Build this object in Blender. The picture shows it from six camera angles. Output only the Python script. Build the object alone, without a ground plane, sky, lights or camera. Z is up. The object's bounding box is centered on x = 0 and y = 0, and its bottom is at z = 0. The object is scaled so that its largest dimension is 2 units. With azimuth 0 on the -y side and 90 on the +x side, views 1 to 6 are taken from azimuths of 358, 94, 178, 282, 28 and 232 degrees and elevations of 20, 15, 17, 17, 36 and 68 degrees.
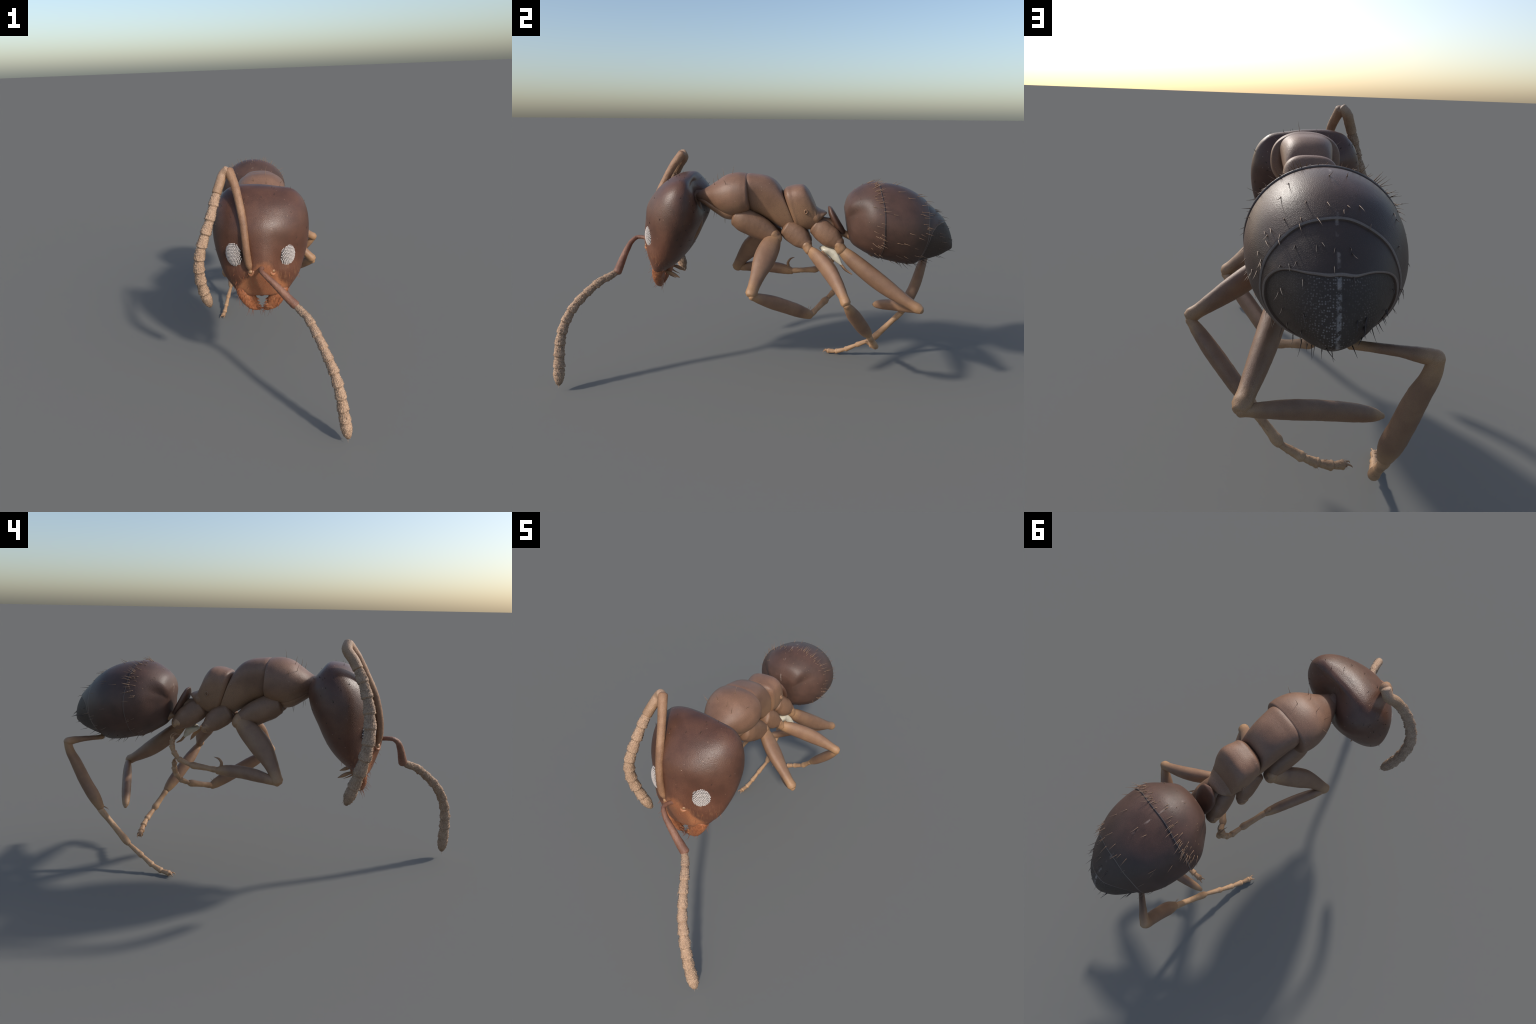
import bpy, math, random
import numpy as np
from mathutils import Vector, noise

rng = random.Random(7)
TAU = 2 * math.pi

# ------------------------------------------------------------------ basics
def clear():
    for o in list(bpy.data.objects):
        bpy.data.objects.remove(o, do_unlink=True)
clear()

ROOT = bpy.data.objects.new("ant", None)
bpy.context.scene.collection.objects.link(ROOT)
ROOT["label"] = "dark brown worker ant with elbowed pale antennae, mounted"
ROOT["category"] = "insect"


def make(name, verts, faces, mats, parent, smooth=True, matidx=None, kind=None):
    me = bpy.data.meshes.new(name)
    me.from_pydata([tuple(map(float, v)) for v in verts], [], faces)
    if not isinstance(mats, (list, tuple)):
        mats = [mats]
    for m in mats:
        me.materials.append(m)
    me.polygons.foreach_set("use_smooth", [smooth] * len(me.polygons))
    if matidx is not None:
        me.polygons.foreach_set("material_index", matidx)
    me.validate()
    me.update()
    o = bpy.data.objects.new(name, me)
    bpy.context.scene.collection.objects.link(o)
    o.parent = parent
    if kind:
        o["kind"] = kind
    return o


def catmull(pts, n):
    """resample control rows (k, dims) to n rows, centripetal-ish via chord length Hermite"""
    P = np.array(pts, float)
    k = len(P)
    ch = np.linalg.norm(np.diff(P[:, :3], axis=0), axis=1)
    ch = np.maximum(ch, 1e-6)
    s = np.r_[0, np.cumsum(ch)]
    m = np.zeros_like(P)
    for i in range(k):
        if i == 0:
            m[i] = (P[1] - P[0]) / ch[0]
        elif i == k - 1:
            m[i] = (P[-1] - P[-2]) / ch[-1]
        else:
            a = (P[i] - P[i - 1]) / ch[i - 1]
            b = (P[i + 1] - P[i]) / ch[i]
            w = ch[i] / (ch[i] + ch[i - 1])
            m[i] = a * w + b * (1 - w)
    t = np.linspace(0, s[-1], n)
    out = np.zeros((n, P.shape[1]))
    for j, x in enumerate(t):
        i = min(max(np.searchsorted(s, x, side='right') - 1, 0), k - 2)
        h = ch[i]
        q = (x - s[i]) / h
        out[j] = ((1 + 2 * q) * (1 - q) ** 2 * P[i] + q * (1 - q) ** 2 * h * m[i]
                  + q * q * (3 - 2 * q) * P[i + 1] + q * q * (q - 1) * h * m[i + 1])
    return out


def skin(rings, cap=True):
    """rings: (n, seg, 3) -> verts, faces"""
    n, seg, _ = rings.shape
    verts = rings.reshape(-1, 3)
    faces = []
    for i in range(n - 1):
        a = i * seg
        b = a + seg
        for j in range(seg):
            j2 = (j + 1) % seg
            faces.append((a + j, a + j2, b + j2, b + j))
    if cap:
        verts = np.vstack([verts, rings[0].mean(0), rings[-1].mean(0)])
        c0 = n * seg
        for j in range(seg):
            j2 = (j + 1) % seg
            faces.append((c0, j2, j))
            faces.append((c0 + 1, (n - 1) * seg + j, (n - 1) * seg + j2))
    return verts, faces


def spow(c, p):
    return np.sign(c) * np.abs(c) ** p


def sagittal(sections, n=90, seg=72, xc=-0.018, taper=0.):
    """sections: (Ty,Tz,By,Bz,W,exponent,[xc]) -> rings of a bilateral body"""
    S = [tuple(s) + ((xc,) if len(s) == 6 else ()) for s in sections]
    C = catmull([(s[0], s[1], s[4] * .5, s[2], s[3], s[4], s[5], s[6]) for s in S], n)
    th = np.arange(seg) / seg * TAU
    rings = np.zeros((n, seg, 3))
    for i, (ty, tz, _, by, bz, W, e, x0) in enumerate(C):
        my, mz, hy, hz = (ty + by) / 2, (tz + bz) / 2, (ty - by) / 2, (tz - bz) / 2
        W = max(W, 0.0005)
        c, s = spow(np.cos(th), 2 / e), spow(np.sin(th), 2 / e)
        rings[i, :, 0] = x0 + W * s * (1 - .35 * taper + taper * c)
        rings[i, :, 1] = my + hy * c
        rings[i, :, 2] = mz + hz * c
    return rings


def frames(P, up):
    """parallel transport frames along path"""
    T = np.gradient(P, axis=0)
    T /= np.linalg.norm(T, axis=1)[:, None]
    u = np.array(up, float)
    U = np.zeros_like(P)
    V = np.zeros_like(P)
    for i in range(len(P)):
        u = u - T[i] * (u @ T[i])
        u /= np.linalg.norm(u)
        U[i] = u
        V[i] = np.cross(T[i], u)
    return T, U, V


def tube(ctrl, n=48, seg=28, up=(0, 0, 1), round_ends=(1, 1), e=2.0):
    """ctrl rows: x,y,z,ru,rv  (ru along 'up', rv across). rounded ends."""
    ctrl = [tuple(c) if len(c) == 5 else tuple(c) + (c[3],) for c in ctrl]
    C = catmull(ctrl, n)
    P = C[:, :3]
    T, U, V = frames(P, up)
    ru, rv = np.maximum(C[:, 3], .0004), np.maximum(C[:, 4], .0004)
    rows = []
    K = 6
    if round_ends[0]:
        for q in range(K):
            a = math.pi / 2 * (q + .35) / K
            f = round_ends[0]
            rows.append((P[0] - T[0] * math.cos(a) * min(ru[0], rv[0]) * f, U[0], V[0], ru[0] * math.sin(a), rv[0] * math.sin(a)))
    for i in range(n):
        rows.append((P[i], U[i], V[i], ru[i], rv[i]))
    if round_ends[1]:
        for q in range(K - 1, -1, -1):
            a = math.pi / 2 * (q + .35) / K
            f = round_ends[1]
            rows.append((P[-1] + T[-1] * math.cos(a) * min(ru[-1], rv[-1]) * f, U[-1], V[-1], ru[-1] * math.sin(a), rv[-1] * math.sin(a)))
    th = np.arange(seg) / seg * TAU
    c, s = spow(np.cos(th), 2 / e), spow(np.sin(th), 2 / e)
    rings = np.array([p[None] + u[None] * (a * c)[:, None] + v[None] * (b * s)[:, None] for p, u, v, a, b in rows])
    return rings


def fbm(p, f, o=3):
    v = 0
    a = 1
    for k in range(o):
        v += a * noise.noise(Vector(p) * f)
        f *= 2.1
        a *= .5
    return v


def roughen(rings, amp, freq, octv=3):
    """push a skinned tube in and out with noise"""
    cen = rings.mean(1, keepdims=True)
    d = rings - cen
    L = np.linalg.norm(d, axis=2, keepdims=True) + 1e-9
    nz = np.array([[fbm(p, freq, octv) for p in r] for r in rings])[:, :, None]
    return rings + d / L * nz * np.minimum(amp, L * .5)


# --------------------------------------------------------------- materials
def nd(nt, t, **kw):
    n = nt.nodes.new(t)
    for k, v in kw.items():
        setattr(n, k, v)
    return n


def specks(nt, co, col, scale, colour, amount=.6):
    vo = nd(nt, "ShaderNodeTexVoronoi")
    vo.inputs["Scale"].default_value = scale
    nt.links.new(co, vo.inputs["Vector"])
    f = step(nt, vo.outputs["Distance"], .10, .05)
    f = mth(nt, 'MULTIPLY', f, step(nt, noisef(nt, co, scale * .35), .46, .52))
    return mixc(nt, mth(nt, 'MULTIPLY', f, amount), col, colour)


def cuticle(name, base, dark, light=None, rough=.42, cell=260., bump=.25, mottling=.5, big=9., spec=.5,
            grain=.35, coat=0., extra=None, stretch=(1, 1, 1)):
    """brown chitin: mottled colour, a fine cell net in colour and relief"""
    m = bpy.data.materials.new(name)
    m.use_nodes = True
    nt = m.node_tree
    L = nt.links.new
    b = nt.nodes["Principled BSDF"]
    tc = nd(nt, "ShaderNodeTexCoord")
    co = tc.outputs["Object"]
    n1 = nd(nt, "ShaderNodeTexNoise")
    n1.inputs["Scale"].default_value = big
    n1.inputs["Detail"].default_value = 5
    n1.inputs["Roughness"].default_value = .6
    L(co, n1.inputs["Vector"])
    rp = nd(nt, "ShaderNodeValToRGB")
    rp.color_ramp.elements[0].position = .5 - .28 * mottling - .02
    rp.color_ramp.elements[1].position = .5 + .28 * mottling + .02
    lt = light or base
    rp.color_ramp.elements[0].color = (*[a * .6 + c * .4 for a, c in zip(base, dark)], 1)
    rp.color_ramp.elements[1].color = (*lt, 1)
    mid = rp.color_ramp.elements.new(.5)
    mid.color = (*base, 1)
    L(n1.outputs["Fac"], rp.inputs["Fac"])
    col = rp.outputs["Color"]
    if extra:
        col = extra(nt, co, col)
    mp = nd(nt, "ShaderNodeMapping")
    mp.inputs["Scale"].default_value = stretch
    L(co, mp.inputs["Vector"])
    vo = nd(nt, "ShaderNodeTexVoronoi", feature='DISTANCE_TO_EDGE')
    vo.inputs["Scale"].default_value = cell
    L(mp.outputs["Vector"], vo.inputs["Vector"])
    r2 = nd(nt, "ShaderNodeMapRange")
    r2.inputs["From Min"].default_value = 0
    r2.inputs["From Max"].default_value = .22
    r2.inputs["To Min"].default_value = grain
    r2.inputs["To Max"].default_value = 0
    L(vo.outputs["Distance"], r2.inputs["Value"])
    mx = nd(nt, "ShaderNodeMix", data_type='RGBA')
    L(r2.outputs["Result"], mx.inputs["Factor"])
    L(col, mx.inputs["A"])
    mx.inputs["B"].default_value = (*dark, 1)
    L(mx.outputs["Result"], b.inputs["Base Color"])
    b.inputs["Roughness"].default_value = rough
    b.inputs["Specular IOR Level"].default_value = spec
    b.inputs["Coat Weight"].default_value = coat
    b.inputs["Coat Roughness"].default_value = .3
    n3 = nd(nt, "ShaderNodeTexNoise")
    n3.inputs["Scale"].default_value = cell * .35
    n3.inputs["Detail"].default_value = 3
    L(mp.outputs["Vector"], n3.inputs["Vector"])
    ad = nd(nt, "ShaderNodeMath", operation='MULTIPLY_ADD')
    L(n3.outputs["Fac"], ad.inputs[0])
    ad.inputs[1].default_value = .6
    L(vo.outputs["Distance"], ad.inputs[2])
    bp = nd(nt, "ShaderNodeBump")
    bp.inputs["Strength"].default_value = bump
    bp.inputs["Distance"].default_value = .0022
    L(ad.outputs[0], bp.inputs["Height"])
    L(bp.outputs["Normal"], b.inputs["Normal"])
    return m


def srgb(h):
    v = [int(h[i:i + 2], 16) / 255 for i in (0, 2, 4)]
    return tuple(c / 12.92 if c <= .04045 else ((c + .055) / 1.055) ** 2.4 for c in v)


def dotn(nt, co, vec, off=(0, 0, 0)):
    a = nd(nt, "ShaderNodeVectorMath", operation='SUBTRACT')
    nt.links.new(co, a.inputs[0])
    a.inputs[1].default_value = off
    d = nd(nt, "ShaderNodeVectorMath", operation='DOT_PRODUCT')
    nt.links.new(a.outputs["Vector"], d.inputs[0])
    d.inputs[1].default_value = vec
    return d.outputs["Value"]


def mth(nt, op, a, b=None, c=None):
    n = nd(nt, "ShaderNodeMath", operation=op)
    for i, v in enumerate((a, b, c)):
        if v is None:
            continue
        if isinstance(v, (int, float)):
            n.inputs[i].default_value = v
        else:
            nt.links.new(v, n.inputs[i])
    return n.outputs[0]


def step(nt, v, lo, hi, a=0., b=1.):
    r = nd(nt, "ShaderNodeMapRange", interpolation_type='SMOOTHSTEP')
    nt.links.new(v, r.inputs["Value"])
    for k, x in (("From Min", lo), ("From Max", hi), ("To Min", a), ("To Max", b)):
        r.inputs[k].default_value = x
    return r.outputs["Result"]


def mixc(nt, f, a, b):
    m = nd(nt, "ShaderNodeMix", data_type='RGBA')
    if isinstance(f, float):
        m.inputs["Factor"].default_value = f
    else:
        nt.links.new(f, m.inputs["Factor"])
    for k, v in (("A", a), ("B", b)):
        if isinstance(v, tuple):
            m.inputs[k].default_value = (*v, 1)
        else:
            nt.links.new(v, m.inputs[k])
    return m.outputs["Result"]


def noisef(nt, co, scale, detail=3):
    n = nd(nt, "ShaderNodeTexNoise")
    n.inputs["Scale"].default_value = scale
    n.inputs["Detail"].default_value = detail
    nt.links.new(co, n.inputs["Vector"])
    return n.outputs["Fac"]


# head frame: width, long (mouth->crown), face-forward
HC = np.array((-.042, -.42, .83))
roll = .03
w0, l0, d0 = np.array((1, 0, 0.)), np.array((0, .44, .898)), np.array((0, -.898, .44))
l0 /= np.linalg.norm(l0)
d0 /= np.linalg.norm(d0)
HW = w0 * math.cos(roll) - l0 * math.sin(roll)
HL = l0 * math.cos(roll) + w0 * math.sin(roll)
HD = d0


def hp(u, l, d):
    return HC + HW * u + HL * l + HD * d


ORANGE = srgb("a76c48")


def head_extra(nt, co, col):
    u = mth(nt, 'ABSOLUTE', dotn(nt, co, tuple(HW), tuple(HC)))
    l = dotn(nt, co, tuple(HL), tuple(HC))
    d = dotn(nt, co, tuple(HD), tuple(HC))
    col = specks(nt, co, col, 34., srgb("a98a76"))
    nz = noisef(nt, co, 22.)
    thr = mth(nt, 'MULTIPLY_ADD', mth(nt, 'MAXIMUM', mth(nt, 'SUBTRACT', u, .03), 0.), 1.0, l)
    thr = mth(nt, 'MULTIPLY_ADD', mth(nt, 'SUBTRACT', nz, .5), .05, thr)
    f = step(nt, thr, -.14, -.175)
    f = mth(nt, 'MULTIPLY', f, step(nt, d, -.03, .01))
    # cheeks keep the dark colour down to the mandible joint
    c = mixc(nt, f, col, ORANGE)
    cly = mth(nt, 'MULTIPLY', step(nt, u, .075, .05), step(nt, l, -.15, -.19))
    c = mixc(nt, mth(nt, 'MULTIPLY', cly, .55), c, srgb("7d4c36"))
    # pale lengthwise wrinkles on the lower cheeks
    mp = nd(nt, "ShaderNodeMapping")
    mp.inputs["Scale"].default_value = (1, 1, .22)
    nt.links.new(co, mp.inputs["Vector"])
    wr = mth(nt, 'MULTIPLY', step(nt, noisef(nt, mp.outputs["Vector"], 120.), .52, .66), step(nt, l, -.10, -.20))
    c = mixc(nt, mth(nt, 'MULTIPLY', wr, .4), c, srgb("96704f"))
    # redder face towards the mouth
    red = mth(nt, 'MULTIPLY', step(nt, l, .05, -.2), .32)
    return mixc(nt, mth(nt, 'MULTIPLY', red, mth(nt, 'SUBTRACT', 1., f)), c, srgb("75432c"))


def gaster_extra(nt, co, col):
    s = dotn(nt, co, (0, 1, -.25), (0, .62, .85))
    f = step(nt, mth(nt, 'MULTIPLY_ADD', mth(nt, 'SUBTRACT', noisef(nt, co, 8.), .5), .12, s), .0, .3)
    c = mixc(nt, mth(nt, 'MULTIPLY', f, .7), col, srgb("43372f"))
    x = mth(nt, 'ABSOLUTE', dotn(nt, co, (1, 0, 0), (-.034, 0, 0)))
    ln = mth(nt, 'MULTIPLY', step(nt, x, .006, .001), step(nt, noisef(nt, co, 30.), .5, .62))
    return mixc(nt, mth(nt, 'MULTIPLY', ln, .55), c, srgb("a08f84"))


M_HEAD = cuticle("head_chitin", srgb("5a3c2f"), srgb("38251d"), srgb("644434"), rough=.42, cell=170, bump=.35, extra=head_extra, grain=.28)
def thorax_extra(nt, co, col):
    col = specks(nt, co, col, 30., srgb("b89c86"), .5)
    # the side plates are yellower and paler than the back plates
    nz = noisef(nt, co, 11., 4)
    v = mth(nt, 'MULTIPLY_ADD', mth(nt, 'SUBTRACT', nz, .5), .16, dotn(nt, co, (0, .12, -1), (0, 0, .97)))
    return mixc(nt, mth(nt, 'MULTIPLY', step(nt, v, -.03, .09), .55), col, srgb("9e7a5a"))


M_THORAX = cuticle("thorax_chitin", srgb("805f4b"), srgb("553d30"), srgb("8e6a54"), rough=.5, cell=210, bump=.3, mottling=.7, extra=thorax_extra)
M_COXA = cuticle("coxa_chitin", srgb("826149"), srgb("573f31"), srgb("906d54"), rough=.5, cell=230, bump=.3, mottling=.8)
M_LEG = cuticle("leg_chitin", srgb("95704f"), srgb("64483a"), srgb("a37c5a"), rough=.5, cell=360, bump=.3, big=14, mottling=.9)
M_TARSUS = cuticle("tarsus_chitin", srgb("b08a66"), srgb("7c5a40"), srgb("bd9874"), rough=.55, cell=330, bump=.5, big=20)
M_JOINT = cuticle("joint_chitin", srgb("a27c5a"), srgb("75563f"), srgb("b08a66"), rough=.45, cell=280, bump=.3, big=25)
M_GASTER = cuticle("gaster_chitin", srgb("574037"), srgb("352a26"), srgb("5f463c"), rough=.45, spec=.35, cell=230, bump=.25, extra=gaster_extra, grain=.3)
def tip_extra(nt, co, col):
    col = gaster_extra(nt, co, col)
    vo = nd(nt, "ShaderNodeTexVoronoi")
    vo.inputs["Scale"].default_value = 175
    vo.inputs["Randomness"].default_value = .55
    nt.links.new(co, vo.inputs["Vector"])
    dots = step(nt, vo.outputs["Distance"], .42, .18)
    x = mth(nt, 'ABSOLUTE', dotn(nt, co, (1, 0, 0), (-.034, 0, 0)))
    near = mth(nt, 'MULTIPLY', step(nt, x, .10, .01), step(nt, noisef(nt, co, 14.), .40, .58))
    near = mth(nt, 'ADD', mth(nt, 'MULTIPLY', near, .75), .12)
    c = mixc(nt, mth(nt, 'MULTIPLY', dots, near), col, srgb("8d827c"))
    line = mth(nt, 'MULTIPLY', step(nt, x, .007, .002), step(nt, noisef(nt, co, 90.), .42, .56))
    return mixc(nt, mth(nt, 'MULTIPLY', line, .7), c, srgb("9b918b"))


M_TIP = cuticle("gaster_tip_chitin", srgb("4a3b32"), srgb("2d2621"), srgb("524138"), spec=.3, rough=.55, cell=330, bump=.5, extra=tip_extra, grain=.3)
M_RIM = cuticle("tergite_rim", srgb("7d6d64"), srgb("5f524a"), rough=.5, cell=200, bump=.2)
M_PETIOLE = cuticle("petiole_chitin", srgb("5e4234"), srgb("3a2822"), srgb("6f4f3d"), rough=.45, cell=320)
M_SCAPE = cuticle("scape_chitin", srgb("8f6a4e"), srgb("5d4030"), srgb("a37d5e"), rough=.55, cell=300, bump=.6, stretch=(1, 1, .35))
M_SCAPE_DARK = cuticle("scape_chitin_reddish", srgb("7d5543"), srgb("4f3529"), srgb("8f6550"), rough=.5, cell=300, bump=.6)
M_FLAG = cuticle("flagellum_chitin", srgb("c3a388"), srgb("604a3b"), srgb("d6b89d"), rough=.7, cell=330, bump=.8, big=40, mottling=1.2, grain=.6, stretch=(1, 1, .16))
M_PEDICEL = cuticle("pedicel_chitin", srgb("a8876a"), srgb("6e543f"), srgb("b5947a"), rough=.55, cell=230, bump=.7, grain=.5)
M_MAND = cuticle("mandible_chitin", srgb("a1633f"), srgb("5a3120"), srgb("b67c54"), rough=.42, cell=150, bump=.6, big=18, mottling=.8, grain=.55, stretch=(1, 1, .22))
M_SOCKET = cuticle("socket_chitin", srgb("ad7450"), srgb("784a30"), rough=.45, cell=200, bump=.3)
M_HAIR = cuticle("hair", srgb("8d7058"), srgb("57443a"), rough=.5, cell=200, bump=0)
M_HAIR_DARK = cuticle("hair_dark", srgb("4a3a32"), srgb("2d2420"), rough=.5, cell=200, bump=0)
M_HAIR_RED = cuticle("hair_reddish", srgb("96552f"), srgb("5a2c18"), rough=.5, cell=200, bump=0)
M_EYE = cuticle("eye_facet", srgb("b8b0ab"), srgb("a89c96"), rough=.3, cell=300, bump=.1, grain=.2)
M_EYEBASE = cuticle("eye_base", srgb("453f3d"), srgb("2c2826"), rough=.5, cell=300, bump=.1)
M_WHITE = cuticle("membrane", srgb("cdc5b0"), srgb("a89c84"), rough=.3, cell=120, bump=.1, grain=.15)


# ------------------------------------------------------------------ hairs
class Hairs:
    def __init__(s):
        s.v, s.f = [], []

    def add(s, p, d, length, r=.0014, bend=.3, side=None):
        p = np.array(p, float)
        d = np.array(d, float)
        d /= np.linalg.norm(d)
        sd = np.array(side if side is not None else (rng.uniform(-1, 1), rng.uniform(-1, 1), rng.uniform(-1, 1)), float)
        sd -= d * (sd @ d)
        sd /= np.linalg.norm(sd) + 1e-9
        n = 5
        P = np.array([p + d * length * t + sd * bend * length * t * t for t in np.linspace(-.08, 1, n)])
        T, U, V = frames(P, sd + .01)
        b = len(s.v)
        for i in range(n):
            rr = r * (1 - .85 * i / (n - 1))
            for k in range(4):
                a = k * TAU / 4
                s.v.append(P[i] + (U[i] * math.cos(a) + V[i] * math.sin(a)) * rr)
        for i in range(n - 1):
            for k in range(4):
                k2 = (k + 1) % 4
                s.f.append((b + i * 4 + k, b + i * 4 + k2, b + i * 4 + 4 + k2, b + i * 4 + 4 + k))
        s.f.append((b + 3, b + 2, b + 1, b))
        e = b + (n - 1) * 4
        s.f.append((e, e + 1, e + 2, e + 3))

    def build(s, name, mat, parent):
        return make(name, s.v, s.f, mat, parent, kind="stuff")


# ------------------------------------------------------------------- head
def smooth01(x, a, b):
    t = np.clip((x - a) / (b - a), 0, 1)
    return t * t * (3 - 2 * t)


HEADTAB = [  # l, half width, front, back, front exponent
    (-.290, .070, -.004, -.026, 2.0), (-.282, .098, .006, -.040, 2.0), (-.264, .124, .024, -.058, 1.9), (-.232, .150, .055, -.081, 1.8),
    (-.19, .180, .090, -.104, 1.7), (-.118, .208, .125, -.128, 1.62), (-.05, .228, .149, -.136, 1.7), (.02, .239, .164, -.136, 1.85),
    (.09, .239, .154, -.138, 2.0), (.14, .230, .139, -.133, 2.1), (.19, .211, .115, -.118, 2.15), (.22, .188, .094, -.088, 2.15),
    (.242, .158, .070, -.040, 2.15), (.254, .122, .050, -.010, 2.1), (.261, .074, .036, .006, 2.), (.264, .022, .024, .016, 2.)]


def head_point(l, W, F, B, E, th):
    c, s = np.cos(th), np.sin(th)
    e = np.where(c > 0, E, np.where(s > 0, 2.15 + .25 * smooth01(l, .2, .1), 2.15))
    u = W * spow(s, 2 / e)
    mid = B + (F - B) * (.37 + .13 * smooth01(l, 0, .2))
    d = mid + np.where(c > 0, F - mid, mid - B) * spow(c, 2 / e)
    back = smooth01(-c, -.1, .5)
    front = smooth01(c, -.1, .5)
    # the skull is a little lopsided: its left crown is lower and flatter behind,
    # and the nape is hollowed for the neck (smooth warps of the whole body)
    left = smooth01(u, -.12, .11)
    L = l - smooth01(l, .02, .26) * (.004 * np.exp(-(u / .07) ** 2) + .011 * np.exp(-((u - .10) / .07) ** 2))
    mid_dent = np.where(u < .02, np.exp(-((u - .02) / .065) ** 2), np.exp(-((u - .02) / .09) ** 2))
    k = left * (.07 * smooth01(l, -.2, 0.) + .07 * smooth01(l, .03, .13) + .12 * smooth01(l, .13, .22)) + .40 * mid_dent * smooth01(l, .08, .19)
    ref = .035
    low = ref - d
    # blend so that the squeeze sets in smoothly
    d = np.where(low > 0, ref - low * (1 - k * smooth01(low, 0, .08)), d)
    L = L - (.03 + .10 * smooth01(u, -.16, .02)) * np.maximum(0, .035 - d) * smooth01(l, .08, .26)
    d = d + back * .008 * np.exp(-(u / .035) ** 2) * smooth01(l, -.2, -.05) * smooth01(l, .2, .12)
    # clypeus and frontal ridge, antennal grooves, cheek lobes
    m = front * smooth01(l, -.06, -.16)
    d = d + m * (.006 * np.exp(-(u / .05) ** 2) - .013 * np.exp(-((np.abs(u) - .082) / .024) ** 2) * smooth01(l, -.27, -.2))
    d = d - front * .01 * np.exp(-((np.abs(u) - .10) / .03) ** 2) * smooth01(l, -.2, -.25)
    d = d - front * .004 * np.exp(-((np.abs(u) - .07) / .03) ** 2) * np.exp(-((l + .07) / .05) ** 2)
    d = d - front * .008 * np.exp(-((np.abs(u) - .135) / .045) ** 2) * np.exp(-((l + .10) / .05) ** 2)
    return u, L, d


def build_head():
    n, seg = 150, 160
    C = catmull([(a, b * .6, (c - d) * .3, b, c, d, e) for a, b, c, d, e in HEADTAB], n)
    th = np.arange(seg) / seg * TAU
    rings = np.zeros((n, seg, 3))
    for i, (l, _, _, W, F, B, E) in enumerate(C):
        u, L, d = head_point(l, W, F, B, E, th)
        rings[i] = HC + u[:, None] * HW + L[:, None] * HL + d[:, None] * HD
    v, f = skin(rings)
    return make("head", v, f, M_HEAD, ROOT), rings


HEAD, HR = build_head()


def eye(side):
    cx = np.array((.085, -.536, .768)) if side > 0 else np.array((-.189, -.534, .779))
    N = np.array((.62 * side, -.79, .0))
    N /= np.linalg.norm(N)
    A = np.array((.11 * side, .08, .99))
    A -= N * (A @ N)
    A /= np.linalg.norm(A)
    Wd = np.cross(A, N)
    ra, rw, h = .060, .047, .028
    cx = cx - N * .0185
    seg, n = 48, 14
    rings = []
    for i in range(n):
        a = math.pi * (i + .3) / (n - .4)
        rings.append([cx + N * h * math.cos(a) + (A * ra * math.cos(t) + Wd * rw * math.sin(t)) * math.sin(a) for t in np.arange(seg) / seg * TAU])
    v, f = skin(np.array(rings))
    base = make("eye", v, f, M_EYEBASE, HEAD)
    # facets: domes packed over the lens in a triangular net
    V, F = [], []
    pitch = .0078
    for iy in range(-8, 9):
        for ix in range(-8, 9):
            x = (ix + (.5 if iy % 2 else 0)) * pitch + rng.uniform(-.0005, .0005)
            y = iy * pitch * .87 + rng.uniform(-.0005, .0005)
            q = (x / rw) ** 2 + (y / ra) ** 2
            if q > .97:
                continue
            z = h * math.sqrt(1 - q)
            nn = N * (z / h / h) + Wd * (x / rw / rw) + A * (y / ra / ra)
            nn /= np.linalg.norm(nn)
            p = cx + N * z + Wd * x + A * y
            t1 = np.cross(nn, A)
            t1 /= np.linalg.norm(t1)
            t2 = np.cross(nn, t1)
            r = pitch * .49
            b = len(V)
            for k, (rr, hh) in enumerate(((1.0, -.15), (.92, .3), (.55, .62))):
                for j in range(8):
                    a = j * TAU / 8
                    V.append(p + (t1 * math.cos(a) + t2 * math.sin(a)) * r * rr + nn * r * hh)
            V.append(p + nn * r * .72)
            for k in range(2):
                for j in range(8):
                    j2 = (j + 1) % 8
                    F.append((b + k * 8 + j, b + k * 8 + j2, b + k * 8 + 8 + j2, b + k * 8 + 8 + j))
            for j in range(8):
                F.append((b + 16 + j, b + 16 + (j + 1) % 8, b + 24))
    make("eye_facets", V, F, M_EYE, base, kind="stuff")


eye(1)
eye(-1)


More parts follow.
